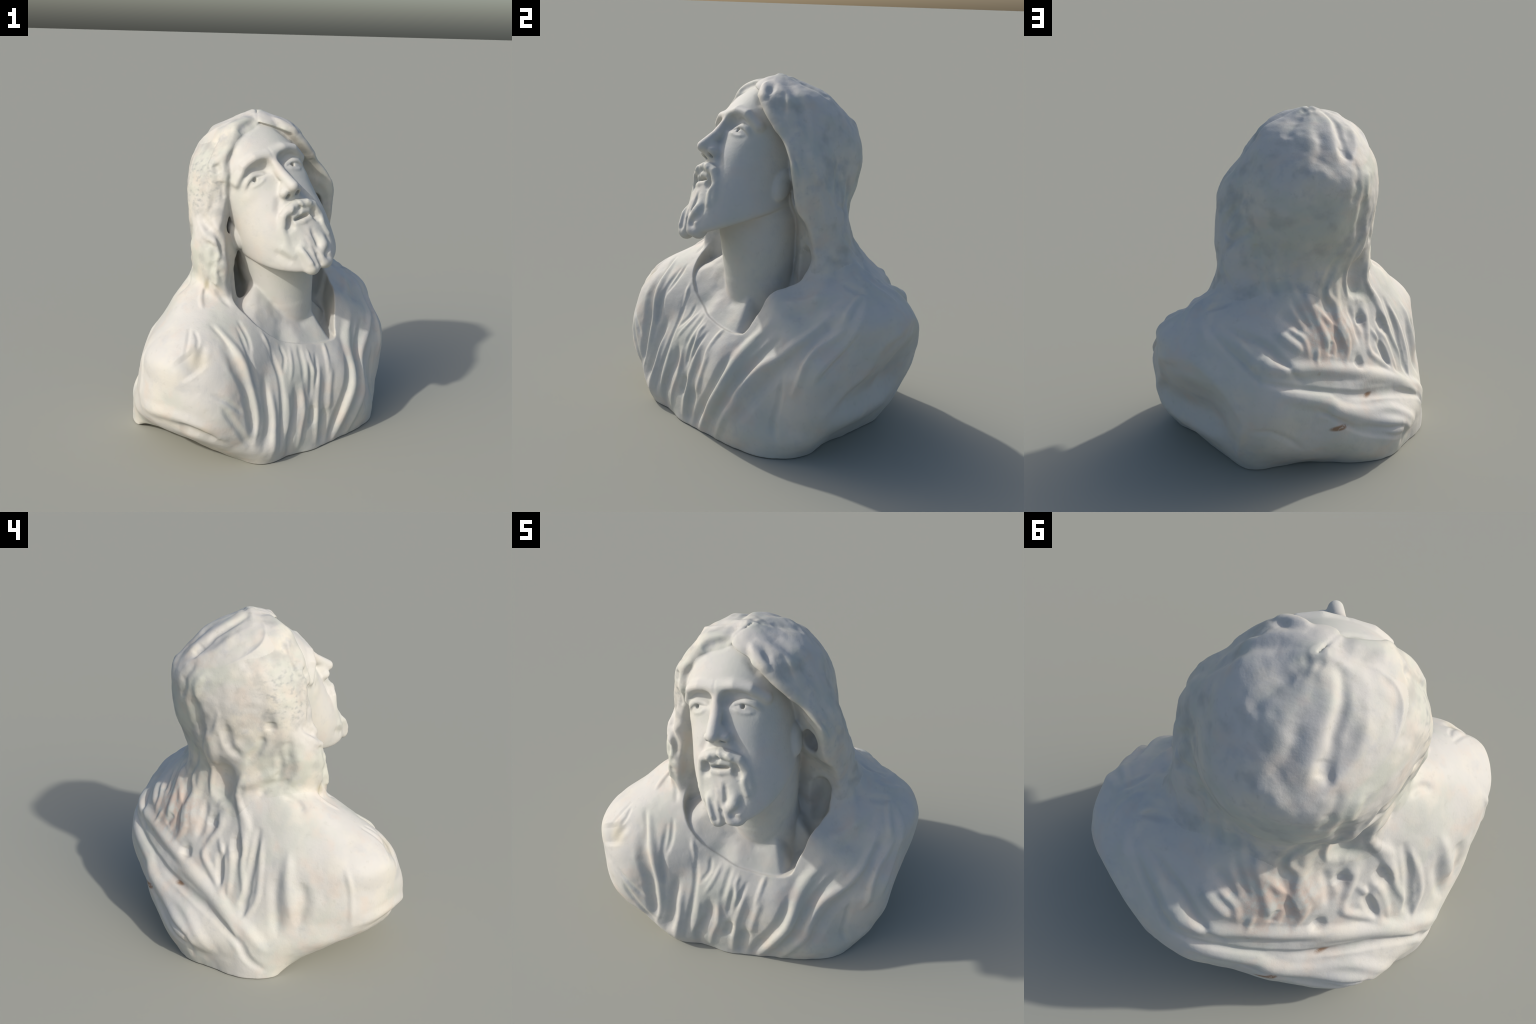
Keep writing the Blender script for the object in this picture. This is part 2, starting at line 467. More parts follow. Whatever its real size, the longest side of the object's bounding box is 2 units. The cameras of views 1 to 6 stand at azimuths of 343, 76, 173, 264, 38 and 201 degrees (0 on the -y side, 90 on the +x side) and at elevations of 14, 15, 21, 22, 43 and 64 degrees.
groove(.055, .026, [(-.683, -.681, .279), (-.581, -.754, .256), (-.483, -.774, .205)])
ridge(.024, .010, [(-.823, -.392, .654), (-.845, -.415, .520), (-.854, -.411, .337)])
# folds across the back
ridge(.045, .034, [(.337, .703, .737), (.267, .696, .761), (.221, .720, .732), (.116, .711, .707), (-.034, .649, .674), (-.191, .575, .619), (-.361, .474, .540), (-.549, .341, .425), (-.685, .260, .313), (-.772, .229, .211)])
groove(.022, .018, [(.294, .755, .670), (.156, .760, .634), (-.027, .704, .570), (-.223, .621, .496), (-.437, .499, .408), (-.687, .287, .293)])
ridge(.050, .038, [(.165, .780, .588), (.049, .750, .552), (-.101, .703, .485), (-.192, .685, .416), (-.340, .620, .333), (-.505, .563, .263), (-.663, .417, .140)])
groove(.024, .016, [(-.054, .730, .455), (-.130, .714, .409), (-.254, .684, .310), (-.376, .641, .242), (-.603, .504, .135)])
groove(.028, .016, [(.512, .560, .859), (.422, .646, .789), (.325, .722, .716), (.287, .756, .670)])
groove(.034, .022, [(.461, .525, .894), (.348, .590, .858), (.248, .644, .825), (.150, .703, .743), (.045, .711, .633)])
ridge(.040, .012, [(.411, .598, .842), (.320, .670, .781), (.236, .732, .716)])
ridge(.036, .036, [(.167, .599, .877), (.107, .628, .834), (.038, .638, .781)])
ridge(.020, .018, [(-.057, .596, .771), (-.047, .623, .722), (-.041, .643, .678)])
ridge(.050, .010, [(.675, .583, .755), (.542, .683, .676), (.444, .742, .555), (.378, .760, .420)])
ridge(.030, .012, [(.374, .762, .420), (.387, .692, .266), (.397, .607, .103)])
groove(.030, .008, [(.329, .760, .352), (.227, .784, .369), (.118, .762, .299), (.040, .721, .211)])
groove(.030, .022, [(-.146, .670, .504), (-.331, .562, .445), (-.465, .465, .409), (-.593, .363, .341), (-.693, .281, .283), (-.768, .216, .214), (-.799, .177, .131), (-.816, .096, .067)])
ridge(.050, .022, [(-.299, .546, .515), (-.407, .456, .497), (-.530, .353, .434), (-.657, .255, .345), (-.745, .174, .281), (-.811, .092, .194)])
ridge(.045, .018, [(-.063, .735, .423), (-.243, .660, .408), (-.381, .580, .352), (-.517, .503, .312), (-.625, .457, .239), (-.685, .381, .147)])
groove(.030, .014, [(-.285, .669, .307), (-.465, .601, .247), (-.595, .523, .206), (-.595, .483, .079)])
groove(.024, .024, [(-.459, .253, .697), (-.501, .277, .582), (-.536, .299, .486)])
groove(.028, .024, [(-.548, .060, .816), (-.595, .093, .697), (-.631, .131, .563), (-.660, .167, .445), (-.690, .183, .357)])
groove(.028, .028, [(-.496, .169, .759), (-.524, .169, .711), (-.543, .188, .649)])
ridge(.030, .014, [(-.493, .224, .679), (-.541, .233, .578), (-.590, .263, .447)])
groove(.045, .014, [(-.713, -.008, .593), (-.749, .005, .457), (-.802, .004, .276)])
groove(.055, .016, [(-.775, -.137, .582), (-.809, -.148, .475), (-.820, -.115, .327)])
ridge(.045, .014, [(-.685, -.090, .724), (-.755, -.066, .557), (-.798, -.073, .371)])

# ---- hair
# locks on the back of the head and down the back
ridge(0.029, 0.017, [(-.146, .380, 1.075), (-.137, .402, 1.006), (-.184, .398, .940), (-.199, .446, .858), (-.250, .471, .748), (-.227, .534, .644)])
ridge(0.029, 0.017, [(-.355, .254, .869), (-.386, .265, .799), (-.393, .299, .740), (-.388, .351, .683)])
ridge(0.029, 0.014, [(-.392, .356, .668), (-.409, .377, .612), (-.501, .327, .515), (-.648, .269, .355)])
ridge(0.027, 0.012, [(-.407, .165, .976), (-.462, .148, .868), (-.539, .151, .715), (-.579, .171, .612), (-.659, .172, .444)])
ridge(0.034, 0.012, [(.013, .432, 1.056), (-.039, .482, .960), (-.091, .533, .848), (-.124, .565, .753)])
ridge(0.034, 0.011, [(-.040, .469, .977), (-.098, .478, .916), (-.187, .478, .834), (-.247, .496, .696)])
ridge(0.027, 0.012, [(-.416, .281, .731), (-.521, .256, .580), (-.573, .302, .429)])
ridge(0.025, 0.011, [(-.590, .054, .763), (-.658, .075, .605), (-.699, .111, .446), (-.701, .188, .344)])
groove(0.045, 0.031, [(-.349, .294, .822), (-.358, .313, .781)])
groove(0.038, 0.023, [(-.482, .186, .759), (-.522, .196, .678)])
groove(0.027, 0.023, [(-.465, .287, .639), (-.524, .294, .513)])
groove(0.040, 0.022, [(-.306, .471, .632), (-.319, .488, .582)])
groove(0.027, 0.012, [(-.657, .134, .512), (-.663, .198, .404)])
groove(0.034, 0.012, [(-.103, .436, .976), (-.158, .473, .872), (-.199, .506, .767)])
groove(0.034, 0.011, [(-.149, .539, .786), (-.130, .578, .711)])
groove(0.045, 0.014, [(.165, .514, .960), (.085, .555, .914), (.031, .582, .862)])
groove(0.056, 0.033, [(-.319, .225, 1.109), (-.306, .248, 1.003), (-.347, .226, .936)])
groove(0.036, 0.017, [(-.204, .372, 1.209), (-.119, .406, 1.034), (-.160, .435, .915)])
groove(0.029, 0.012, [(.075, .476, 1.017), (.017, .535, .925), (-.017, .560, .866)])
groove(0.034, 0.023, [(-.327, .306, .840), (-.354, .316, .779)])
groove(0.034, 0.017, [(-.310, .461, .643), (-.332, .476, .580)])
ridge(0.027, 0.012, [(.105, .584, .894), (.029, .601, .838), (.003, .638, .754)])
ridge(0.045, 0.011, [(-.194, .349, 1.090), (-.211, .411, .882), (-.276, .432, .764)])
ridge(0.045, 0.011, [(-.315, .272, .915), (-.368, .231, .883), (-.402, .268, .765)])
ridge(0.040, 0.012, [(-.447, .133, .919), (-.507, .126, .802), (-.538, .162, .696)])
groove(0.034, 0.014, [(-.267, .336, .900), (-.307, .354, .814), (-.332, .400, .702)])
groove(0.034, 0.014, [(-.151, .519, .823), (-.195, .516, .756), (-.174, .559, .685)])
# right side of the head
groove(.032, .055, [(-.478, .006, 1.356), (-.465, .031, 1.285), (-.445, .088, 1.214)])
groove(.034, .022, [(-.496, -.034, 1.444), (-.494, -.037, 1.393)])
groove(.030, .014, [(-.159, .042, 1.968), (-.198, .129, 1.933), (-.204, .212, 1.890), (-.215, .271, 1.848), (-.231, .340, 1.791)])
groove(.022, .022, [(-.206, .296, 1.831), (-.242, .350, 1.777)])
ridge(.040, .014, [(-.218, -.177, 1.910), (-.280, -.214, 1.832), (-.330, -.240, 1.761), (-.399, -.223, 1.690), (-.394, -.247, 1.604), (-.413, -.246, 1.518), (-.436, -.245, 1.407)])
groove(.045, .012, [(-.341, -.124, 1.853), (-.371, -.165, 1.785), (-.422, -.179, 1.700)])
ridge(.050, .020, [(-.358, .308, 1.381), (-.344, .296, 1.271), (-.293, .274, 1.144)])
groove(.050, .016, [(-.339, .368, 1.582), (-.324, .366, 1.451), (-.318, .340, 1.335)])
groove(.040, .016, [(-.425, .214, 1.431), (-.418, .195, 1.299), (-.432, .135, 1.230)])
groove(.030, .014, [(-.458, .032, .993), (-.458, -.011, 1.043), (-.477, -.134, 1.084)])
ridge(.040, .014, [(-.414, .140, 1.046), (-.442, .043, 1.085), (-.468, -.070, 1.139)])
groove(.030, .012, [(-.488, -.079, 1.276), (-.473, -.087, 1.166), (-.467, -.069, 1.086)])
groove(.030, .010, [(-.498, -.135, 1.327), (-.489, -.126, 1.212)])
groove(.026, .014, [(-.497, -.096, .998), (-.527, -.165, .969), (-.571, -.198, .932)])
ridge(.050, .012, [(-.499, -.183, 1.255), (-.489, -.182, 1.138), (-.479, -.133, 1.050)])
groove(.022, .020, [(-.436, -.341, 1.032), (-.326, -.422, .895)])
groove(.030, .010, [(-.261, .429, 1.681), (-.291, .418, 1.622), (-.244, .444, 1.559)])
ridge(.040, .010, [(-.354, .314, 1.699), (-.346, .357, 1.634), (-.348, .355, 1.534)])
groove(.018, .024, [(-.435, -.341, 1.044), (-.443, -.324, .995), (-.460, -.328, .952)])
ridge(.018, .012, [(-.463, -.295, .979), (-.485, -.353, .925), (-.490, -.413, .889)])
groove(.030, .010, [(-.410, -.360, 1.145), (-.432, -.347, 1.072), (-.401, -.369, 1.014)])
ridge(.034, .012, [(-.381, -.367, 1.163), (-.394, -.371, 1.068), (-.401, -.367, .986)])
groove(.034, .018, [(-.378, -.238, 1.702), (-.364, -.267, 1.652)])
groove(.034, .022, [(-.348, -.278, 1.613), (-.350, -.274, 1.558), (-.341, -.282, 1.505)])
groove(.034, .016, [(-.459, -.221, 1.401), (-.441, -.263, 1.353), (-.414, -.297, 1.325)])
groove(.030, .014, [(-.444, -.310, 1.260), (-.411, -.345, 1.226), (-.407, -.360, 1.153)])
ridge(.034, .014, [(-.465, -.248, 1.337), (-.437, -.306, 1.280), (-.384, -.346, 1.245)])
ridge(.034, .012, [(-.368, -.271, 1.456), (-.390, -.277, 1.389), (-.376, -.311, 1.327), (-.321, -.289, 1.251)])
groove(.030, .012, [(-.367, -.364, 1.166), (-.388, -.371, 1.113), (-.375, -.376, 1.058)])
ridge(.040, .012, [(-.301, -.173, 1.868), (-.368, -.169, 1.787), (-.405, -.210, 1.698)])
groove(.030, .010, [(-.262, -.239, 1.794), (-.311, -.275, 1.706), (-.328, -.289, 1.641)])
groove(.040, .016, [(-.121, -.129, 1.944), (-.185, -.180, 1.908), (-.220, -.207, 1.871)])
ridge(.045, .014, [(-.277, -.133, 1.911), (-.204, -.120, 1.936), (-.112, -.098, 1.961)])
# left side of the head
groove(.020, .022, [(.350, .209, 1.564), (.384, .223, 1.458), (.430, .215, 1.379), (.435, .225, 1.340), (.402, .277, 1.296), (.447, .262, 1.222), (.453, .279, 1.140), (.420, .323, 1.085), (.390, .363, 1.039)])
ridge(.034, .010, [(.453, .142, 1.460), (.465, .178, 1.342), (.469, .216, 1.223)])
groove(.032, .012, [(.402, .277, 1.296), (.366, .289, 1.325), (.295, .322, 1.377), (.294, .320, 1.470)])
groove(.028, .018, [(.263, .334, 1.303), (.267, .335, 1.216)])
groove(.032, .014, [(.201, .366, 1.226), (.187, .393, 1.104), (.160, .444, 1.037)])
groove(.032, .014, [(.043, .416, 1.213), (.049, .406, 1.104), (-.003, .457, 1.017)])
groove(.034, .010, [(.111, .425, 1.331), (.118, .394, 1.190), (.092, .424, 1.069)])
ridge(.034, .010, [(.232, .349, 1.221), (.235, .379, 1.101), (.209, .446, 1.022)])
groove(.040, .016, [(-.205, .296, 1.833), (-.216, .350, 1.789)])
ridge(.022, .016, [(-.417, .249, 1.487), (-.392, .269, 1.389), (-.335, .320, 1.304), (-.287, .323, 1.218), (-.264, .289, 1.108), (-.258, .298, 1.021), (-.274, .305, .950)])
groove(.060, .040, [(-.342, .228, 1.154), (-.333, .207, 1.055), (-.314, .252, .972)])
groove(.030, .030, [(-.421, .218, 1.398), (-.417, .195, 1.283)])
ridge(.026, .016, [(-.426, .125, 1.121), (-.408, .162, .987), (-.503, .118, .822)])
ridge(.060, .012, [(-.153, .100, 1.961), (-.162, .253, 1.880), (-.172, .397, 1.770)])
groove(.050, .010, [(-.083, .242, 1.912), (-.085, .338, 1.837), (-.044, .405, 1.775)])
groove(.050, .010, [(-.005, .096, 1.963), (.056, .193, 1.919), (.095, .249, 1.876)])
ridge(.050, .010, [(-.287, .108, 1.902), (-.299, .232, 1.823), (-.239, .386, 1.749)])
groove(.040, .010, [(-.278, .348, 1.755), (-.285, .412, 1.674), (-.249, .445, 1.602)])
ridge(.050, .008, [(.008, .450, 1.708), (-.071, .442, 1.736), (-.115, .470, 1.695)])
ridge(.055, .016, [(.110, -.119, 1.919), (.188, -.120, 1.838), (.275, -.081, 1.732), (.341, -.050, 1.653), (.447, -.012, 1.495), (.453, .040, 1.303), (.467, .088, 1.154)])
ridge(.036, .014, [(.262, -.086, 1.752), (.285, -.075, 1.718)])
groove(.026, .012, [(.333, .243, 1.531), (.433, .210, 1.385), (.454, .243, 1.238)])
groove(.030, .010, [(.395, .167, 1.557), (.464, .154, 1.393), (.465, .206, 1.272), (.465, .244, 1.149)])
groove(.030, .010, [(.323, .028, 1.724), (.425, .035, 1.593), (.462, .077, 1.423)])
ridge(.034, .010, [(.429, .095, 1.564), (.470, .108, 1.365), (.476, .161, 1.185)])
groove(.040, .012, [(.096, .004, 1.948), (.233, .048, 1.859), (.327, .057, 1.724)])
ridge(.040, .010, [(.030, -.057, 1.971), (.171, -.030, 1.911), (.266, -.035, 1.775)])
groove(.030, .014, [(.087, -.081, 1.941), (.144, -.120, 1.895), (.174, -.133, 1.846)])
ridge(.030, .012, [(.024, -.106, 1.961), (.081, -.146, 1.914), (.150, -.147, 1.863)])
groove(.030, .012, [(-.014, .060, 1.981), (-.059, .047, 2.001), (-.100, .051, 1.991)])
groove(.036, .014, [(-.113, -.125, 1.947), (-.154, -.171, 1.916), (-.210, -.200, 1.886)])
ridge(.036, .012, [(-.159, -.044, 1.963), (-.172, -.101, 1.944), (-.231, -.148, 1.920), (-.265, -.193, 1.877)])
ridge(.034, .012, [(.042, -.109, 1.949), (.113, -.133, 1.905), (.158, -.120, 1.881)])
groove(.030, .007, [(.012, -.143, 1.930), (.069, -.148, 1.859), (.132, -.158, 1.865)])
ridge(.034, .014, [(.134, -.136, 1.889), (.190, -.127, 1.826), (.242, -.099, 1.778), (.291, -.067, 1.715)])
groove(.030, .012, [(.147, -.032, 1.922), (.206, -.039, 1.871), (.247, -.044, 1.801)])
groove(.034, .016, [(-.258, -.329, 1.711), (-.311, -.282, 1.529)])
ridge(.034, .014, [(-.349, -.284, 1.641), (-.363, -.272, 1.508), (-.375, -.283, 1.407)])
groove(.030, .014, [(-.397, -.304, 1.336), (-.369, -.333, 1.254), (-.340, -.341, 1.166)])
ridge(.034, .014, [(-.337, -.286, 1.344), (-.339, -.306, 1.250), (-.340, -.341, 1.166), (-.326, -.358, 1.052)])
ridge(.040, .010, [(.282, -.027, 1.578), (.381, -.034, 1.533), (.425, -.028, 1.452), (.430, -.017, 1.343)])
groove(.026, .012, [(.387, -.033, 1.614), (.449, -.013, 1.514), (.452, .017, 1.362)])
groove(.030, .012, [(.249, .027, 1.831), (.322, .055, 1.736), (.395, .059, 1.635)])


# ------------------------------------------------------------------ meshing
LO = np.array((-1.0, -1.0, -.04))
SIZE = np.array((2.0, 2.0, 2.12))


def evaluate(P, full=True):
    """The field at many points, block by block so that far strokes are skipped."""
    P = P.astype(F)
    b = np.floor((P - LO) / .12).astype(int)
    order = np.argsort((b[:, 0] * 64 + b[:, 1]) * 64 + b[:, 2], kind='stable')
    out = np.empty(len(P), F)
    for s in range(0, len(P), 8000):
        k = order[s:s + 8000]
        out[k] = sculpture(P[k], full)[0]
    return out


def build_mesh():
    settle_strokes()
    h0 = FINE * 8
    n0 = np.ceil(SIZE / h0).astype(int) + 1
    g = np.stack(np.meshgrid(*[np.arange(n) for n in n0], indexing='ij'), -1).reshape(-1, 3)
    d0 = evaluate(LO + g * h0, full=False)
    near = g[np.abs(d0) < h0 * 1.0 + .05]
    sign0 = (d0.reshape(n0) < 0)
    # middle level
    sub = np.stack(np.meshgrid(*[np.arange(-1, 1)] * 3, indexing='ij'), -1).reshape(-1, 3) + .5
    mid = (near[:, None, :] + sub[None] * .5).reshape(-1, 3)      # centres of half-size blocks
    d1 = evaluate(LO + mid * h0)
    keep = np.abs(d1) < h0 * .5 * .9
    mid, d1 = mid[keep], d1[keep]
    # fine level
    n = n0 * 8
    grid = np.repeat(np.repeat(np.repeat(np.where(sign0, -1, 1).astype(F), 8, 0), 8, 1), 8, 2)
    grid = np.roll(grid, (-4, -4, -4), (0, 1, 2))
    off = np.stack(np.meshgrid(*[np.arange(4)] * 3, indexing='ij'), -1).reshape(-1, 3)
    base = np.round(mid * 8 - 2).astype(int)
    idx = (base[:, None, :] + off[None]).reshape(-1, 3)
    idx = idx[((idx >= 0) & (idx < n)).all(1)]
    dv = evaluate(LO + idx * FINE)
    known = np.zeros(n, bool)
    grid[idx[:, 0], idx[:, 1], idx[:, 2]] = dv
    known[idx[:, 0], idx[:, 1], idx[:, 2]] = True
    # surface nets; where a crossing cell is not fully known yet, look closer
    c = [slice(0, -1), slice(1, None)]
    for attempt in range(5):
        grid[:, :, :1] = 1
        s = grid < 0
        cnt = np.zeros(tuple(n - 1), np.int8)
        allk = np.ones(tuple(n - 1), bool)
        for i in (0, 1):
            for j in (0, 1):
                for k in (0, 1):
                    cnt += s[c[i], c[j], c[k]]
                    allk &= known[c[i], c[j], c[k]]
        act = (cnt > 0) & (cnt < 8)
        todo = np.argwhere(act & ~allk)
        if not len(todo) or attempt == 4:
            break
        ext = np.stack(np.meshgrid(*[np.arange(-1, 3)] * 3, indexing='ij'), -1).reshape(-1, 3)
        idx = (todo[:, None, :] + ext[None]).reshape(-1, 3)
        idx = idx[((idx >= 0) & (idx < n)).all(1)]
        idx = np.unique(idx, axis=0)
        idx = idx[~known[idx[:, 0], idx[:, 1], idx[:, 2]]]
        grid[idx[:, 0], idx[:, 1], idx[:, 2]] = evaluate(LO + idx * FINE)
        known[idx[:, 0], idx[:, 1], idx[:, 2]] = True
    act &= allk
    A = np.argwhere(act)
    ids = np.full(tuple(n - 1), -1, np.int32)
    ids[A[:, 0], A[:, 1], A[:, 2]] = np.arange(len(A))
    V = np.zeros((len(A), 3))
    W = np.zeros(len(A))
    cor = [(i, j, k) for i in (0, 1) for j in (0, 1) for k in (0, 1)]
    val = {q: grid[A[:, 0] + q[0], A[:, 1] + q[1], A[:, 2] + q[2]] for q in cor}
    for q in cor:
        for ax in range(3):
            if q[ax] == 0:
                r = list(q); r[ax] = 1; r = tuple(r)
                a, b = val[q], val[r]
                m = (a < 0) != (b < 0)
                t = np.where(m, a / np.where(m, a - b, 1), 0)
                pt = np.array(q, float)[None] + t[:, None] * np.eye(3)[ax]
                V += pt * m[:, None]
                W += m
    V = LO + (A + V / np.maximum(W, 1)[:, None]) * FINE
    quads = []
    for ax in range(3):
        u, v = (ax + 1) % 3, (ax + 2) % 3
        a = s
        b = np.roll(s, -1, ax)
        E = np.argwhere(a != b)
        E = E[(E[:, ax] < n[ax] - 1) & (E[:, u] > 0) & (E[:, v] > 0) & (E[:, u] < n[u] - 1) & (E[:, v] < n[v] - 1)]
        du, dvv = np.eye(3, dtype=int)[u], np.eye(3, dtype=int)[v]
        f = np.stack([ids[tuple((E - x).T)] for x in (du + dvv, dvv, 0 * du, du)], 1)
        ok = (f >= 0).all(1)
        inside = s[tuple(E.T)]
        f[~inside] = f[~inside][:, ::-1]
        quads.append(f[ok])
    Fc = np.concatenate(quads)
    # keep the largest connected body
    V, Fc = biggest(V, Fc)
    # settle the vertices on the surface, and take the normals from the field
    d, G = gradient(V)
    step = np.clip(d / np.maximum((G * G).sum(1), .3), -FINE, FINE)
    V = V - G * step[:, None]
    V[:, 2] = np.maximum(V[:, 2], 0)
    return V, Fc


def biggest(V, Fc):
    lab = np.arange(len(V))
    e = np.concatenate([Fc[:, [0, 1]], Fc[:, [1, 2]], Fc[:, [2, 3]], Fc[:, [3, 0]]])
    while True:
        m = np.minimum(lab[e[:, 0]], lab[e[:, 1]])
        new = lab.copy()
        np.minimum.at(new, e[:, 0], m)
        np.minimum.at(new, e[:, 1], m)
        new = new[new]
        new = new[new]
        if (new == lab).all():
            break
        lab = new
    main = np.bincount(lab).argmax()
    keep = lab == main
    idx = np.cumsum(keep) - 1
    Fc = Fc[keep[Fc[:, 0]]]
    return V[keep], idx[Fc]


def gradient(V):
    e = .003
    tetra = np.array([(1, 1, 1), (1, -1, -1), (-1, 1, -1), (-1, -1, 1)], float)
    f = [evaluate(V + e * t) for t in tetra]
    G = sum(x[:, None] * t for x, t in zip(f, tetra)) / (4 * e)
    return sum(f) / 4, G


# ------------------------------------------------------------------ parts
MANTLE_Z = [0, .29, .48, .62, .75, .95, 1.2]
MANTLE_AZ = [31, 44, 53, 66, 78, 88, 90]
NAMES = ['head', 'neck', 'hair', 'beard', 'tunic', 'mantle', 'eye', 'eye', 'ear', 'ear']


def label(C):
    """Which part each face centre belongs to (index into NAMES)."""
    C = C.astype(F)
    out = np.zeros(len(C), int)
    for s in range(0, len(C), 100000):
        P = C[s:s + 100000]
        p = sculpture(P, full=False)[1]
        Q = to_head(P)
        stack = np.stack([p['face'], p['neck'], p['hair'], p['tunic']])
        k = np.array([0, 1, 2, 4])[stack.argmin(0)]
        k[(k == 0) & (p['beard'] < .012)] = 3
        k[(k == 0) & (Q[:, 2] < -.36 - .25 * np.maximum(np.abs(Q[:, 0]) - .12, 0)) & (Q[:, 1] > -.24)] = 3
        k[(k == 0) & (p['ear'] < .006)] = 8
        k[(k == 0) & (p['eye'] < .007) & (Q[:, 1] > -.05)] = 6
        k[((k == 6) | (k == 8)) & (Q[:, 0] > 0)] += 1
        k[(k == 4) & (p['scoop'] < .004)] = 1
        az = np.degrees(np.arctan2(P[:, 0], -P[:, 1]))
        edge = np.interp(P[:, 2], MANTLE_Z, MANTLE_AZ)
        k[(k == 4) & ((az > edge) | (az < -77))] = 5
        out[s:s + 100000] = k
    return out


def tidy(lab, Fc, nv, rounds=6):
    """Remove stray specks of one part inside another."""
    for it in range(rounds):
        vote = np.zeros((nv, len(NAMES)), np.int16)
        for c in range(4):
            np.add.at(vote, (Fc[:, c], lab), 1)
        lab = (vote[Fc[:, 0]] + vote[Fc[:, 1]] + vote[Fc[:, 2]] + vote[Fc[:, 3]]).argmax(1)
    return lab


# ------------------------------------------------------------------ material
def marble(name, tint=(1, 1, 1), blotch=.5, speckle=0.0, rosy=0.0):
    """Aged white marble: cream and grey-green clouds, rosy bloom, pits and rust."""
    mat = bpy.data.materials.new(name)
    mat.use_nodes = True
    nt = mat.node_tree
    N, L = nt.nodes, nt.links
    bsdf = N['Principled BSDF']
    tc = N.new('ShaderNodeTexCoord')

    def noise(scale, detail=3, rough=.55, shift=0.0, stretch=(1, 1, 1)):
        m = N.new('ShaderNodeMapping')
        m.inputs['Location'].default_value = (shift, shift * .7, -shift)
        m.inputs['Scale'].default_value = stretch
        L.new(tc.outputs['Object'], m.inputs['Vector'])
        n = N.new('ShaderNodeTexNoise')
        n.inputs['Scale'].default_value = scale
        n.inputs['Detail'].default_value = detail
        n.inputs['Roughness'].default_value = rough
        L.new(m.outputs[0], n.inputs['Vector'])
        return n.outputs['Fac']

    def ramp(v, lo, hi, top=1.0):
        r = N.new('ShaderNodeMapRange')
        r.inputs['From Min'].default_value = lo
        r.inputs['From Max'].default_value = hi
        r.inputs['To Max'].default_value = top
        r.interpolation_type = 'SMOOTHSTEP'
        L.new(v, r.inputs['Value'])
        return r.outputs['Result']

    def times(a, b):
        m = N.new('ShaderNodeMath')
        m.operation = 'MULTIPLY'
        for k, v in enumerate((a, b)):
            if isinstance(v, float):
                m.inputs[k].default_value = v
            else:
                L.new(v, m.inputs[k])
        return m.outputs[0]

    def spot(c, r, soft):
        d = N.new('ShaderNodeVectorMath')
        d.operation = 'SUBTRACT'
        L.new(tc.outputs['Object'], d.inputs[0])
        d.inputs[1].default_value = c
        e = N.new('ShaderNodeVectorMath')
        e.operation = 'DIVIDE'
        L.new(d.outputs[0], e.inputs[0])
        e.inputs[1].default_value = r
        f = N.new('ShaderNodeVectorMath')
        f.operation = 'LENGTH'
        L.new(e.outputs[0], f.inputs[0])
        return ramp(f.outputs['Value'], 1.0, soft)

    def mix(col, other, fac):
        m = N.new('ShaderNodeMix')
        m.data_type = 'RGBA'
        if isinstance(col, tuple):
            m.inputs['A'].default_value = (*col, 1)
        else:
            L.new(col, m.inputs['A'])
        m.inputs['B'].default_value = (*other, 1)
        L.new(fac, m.inputs['Factor'])
        return m.outputs['Result']

    base = tuple(b * t for b, t in zip(STONE, tint))
    def shade(r, g, b):
        return tuple(x * k for x, k in zip(base, (r, g, b)))

    col = mix(base, shade(.90, .95, .90), ramp(noise(3.4, 4), .42, .62, blotch))                 # grey-green clouds
    col = mix(col, shade(1.10, 1.07, 1.00), ramp(noise(4.8, 3, .5, 3.1), .48, .66, blotch))      # cream
    col = mix(col, shade(.84, .87, .92), ramp(noise(9, 4, .6, 7.7), .54, .72, blotch * .8))      # bluish grain
    col = mix(col, shade(1.06, .96, .90), ramp(noise(6.5, 3, .5, 12.3), .52, .70, .36 + rosy * .25))  # flesh
    col = mix(col, shade(.80, .80, .76), ramp(noise(22, 5, .65, 9.1), .56, .76, blotch * .7))    # dust in the pores
    if speckle:                                                                                  # soot worked into the hair
        col = mix(col, shade(.68, .70, .71), ramp(noise(8, 3, .5, 15.2), .48, .78, .75))
    if rosy:
        bloom = times(spot((-.16, .56, .84), (.34, .30, .30), .25), ramp(noise(14, 4, .6, 1.7), .38, .60))
        col = mix(col, shade(1.0, .83, .75), times(bloom, rosy))
    if speckle:
        field = spot((-.44, -.14, 1.58), (.20, .26, .24), .35)
        col = mix(col, shade(.55, .59, .63),
                  times(times(field, ramp(noise(30, 1.5, .5, 4.4, (1, 1, 1.5)), .46, .82)), speckle))
    for c, r in RUST:
        col = mix(col, (.23, .12, .055), times(spot(c, r, .45), ramp(noise(45, 3, .6, 2.2), .30, .50, .85)))
    for c, r, k in STAINS:
        col = mix(col, (.36, .32, .21), times(spot(c, r, .1), k))
    L.new(col, bsdf.inputs['Base Color'])
    bsdf.inputs['Roughness'].default_value = .62
    bsdf.inputs['Specular IOR Level'].default_value = .25
    bump = N.new('ShaderNodeBump')
    bump.inputs['Strength'].default_value = .12
    bump.inputs['Distance'].default_value = .01
    L.new(noise(60, 3, .6, 5.5), bump.inputs['Height'])
    L.new(bump.outputs[0], bsdf.inputs['Normal'])
    return mat


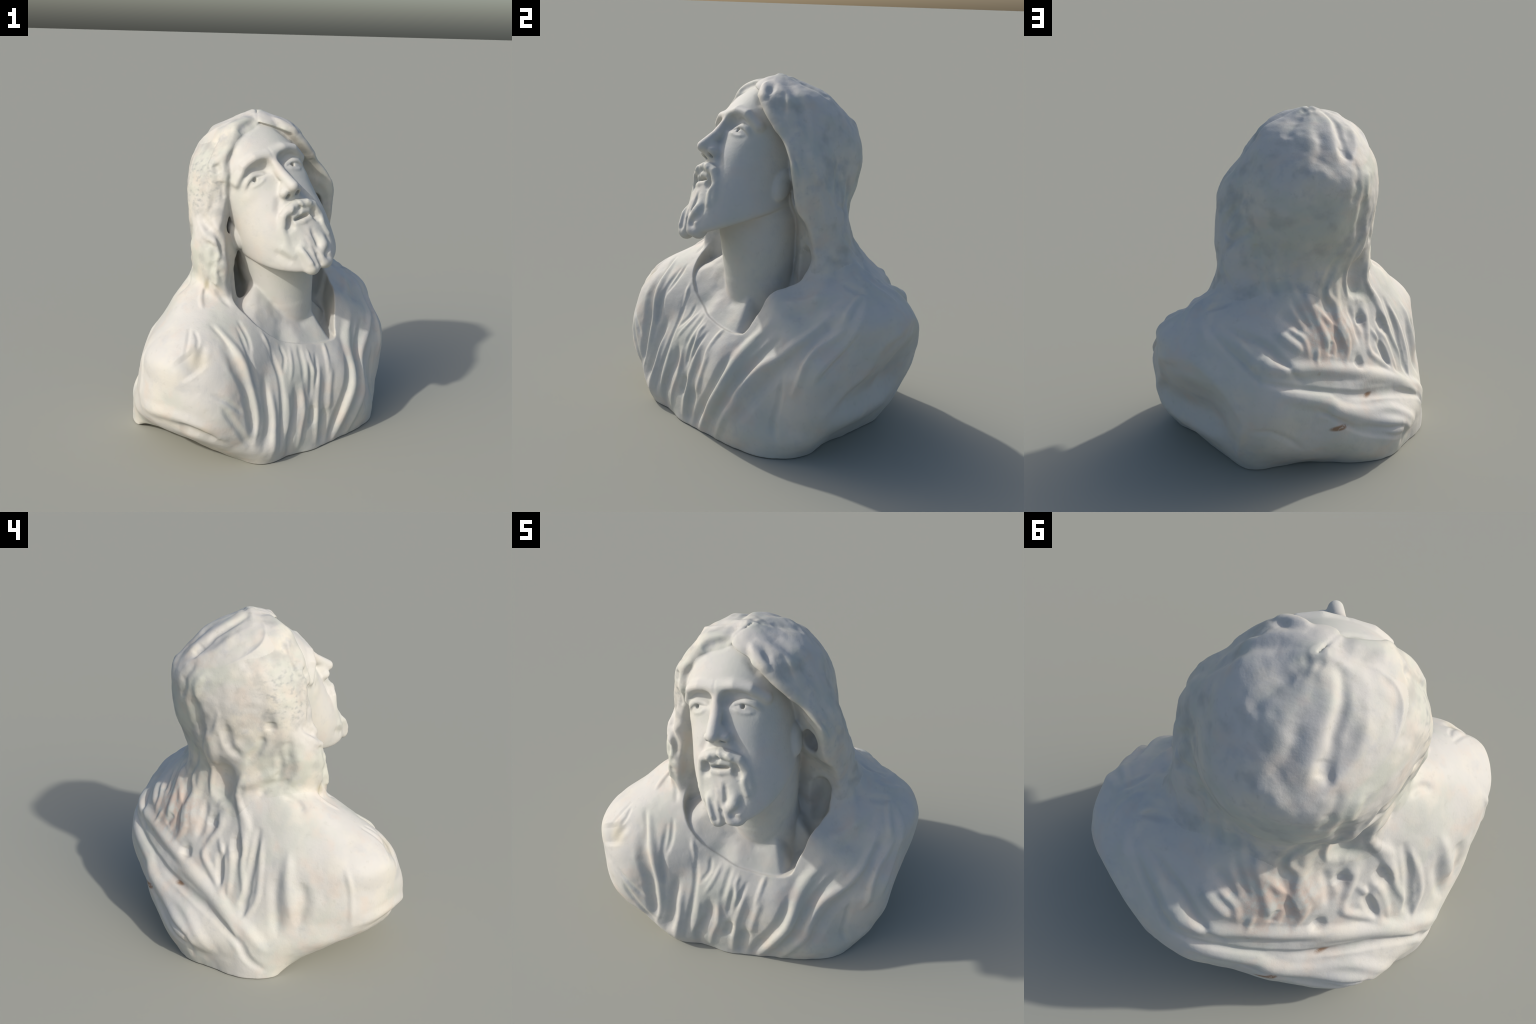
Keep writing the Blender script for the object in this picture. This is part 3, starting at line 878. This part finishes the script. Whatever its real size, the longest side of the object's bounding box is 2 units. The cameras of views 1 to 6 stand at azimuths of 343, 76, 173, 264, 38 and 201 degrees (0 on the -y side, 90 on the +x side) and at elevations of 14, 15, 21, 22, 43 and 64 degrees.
STONE = (.512, .504, .474)
RUST = [((-.166, .713, .331), (.075, .06, .022)), ((-.374, .536, .429), (.05, .05, .020)),
        ((-.049, .641, .650), (.022, .03, .022))]
STAINS = [((-.585, -.69, .68), (.10, .10, .13), .45), ((-.442, -.316, 1.00), (.03, .04, .05), .6),
          ((-.56, -.76, .28), (.13, .10, .05), .35)]


# ------------------------------------------------------------------ scene
def build_scene():
    V, Fc = build_mesh()
    C = V[Fc].mean(1)
    lab = tidy(label(C), Fc, len(V))
    # one set of smooth normals for the whole body
    n = np.cross(V[Fc[:, 2]] - V[Fc[:, 0]], V[Fc[:, 3]] - V[Fc[:, 1]])
    normal = np.zeros_like(V)
    for c in range(4):
        np.add.at(normal, Fc[:, c], n)
    normal /= np.maximum(np.linalg.norm(normal, axis=1), 1e-12)[:, None]

    root = bpy.data.objects.new('marble_bust', None)
    root.empty_display_size = .2
    bpy.context.scene.collection.objects.link(root)
    root["label"] = "white marble bust of a bearded long-haired man gazing upward"
    root["category"] = "statue"
    stone = marble('aged_marble')
    hairy = marble('weathered_marble', (1, .99, .98), .9, .8, .8)
    draped = marble('draped_marble', (1, 1, 1), .6, 0.0, 1.0)
    mats = {'hair': hairy, 'mantle': draped, 'tunic': draped}
    for k, name in enumerate(NAMES):
        f = Fc[lab == k]
        if not len(f):
            continue
        used, inv = np.unique(f, return_inverse=True)
        inv = inv.reshape(f.shape)
        me = bpy.data.meshes.new(name)
        me.vertices.add(len(used))
        me.vertices.foreach_set('co', V[used].astype(F).ravel())
        me.loops.add(inv.size)
        me.loops.foreach_set('vertex_index', inv.ravel().astype(np.int32))
        me.polygons.add(len(inv))
        me.polygons.foreach_set('loop_start', np.arange(0, inv.size, 4, dtype=np.int32))
        me.update(calc_edges=True)
        me.validate()
        me.shade_smooth()
        me.normals_split_custom_set_from_vertices(normal[used].tolist())
        me.materials.append(mats.get(name, stone))
        ob = bpy.data.objects.new(name, me)
        ob.parent = root
        bpy.context.scene.collection.objects.link(ob)


if bpy is not None:
    build_scene()
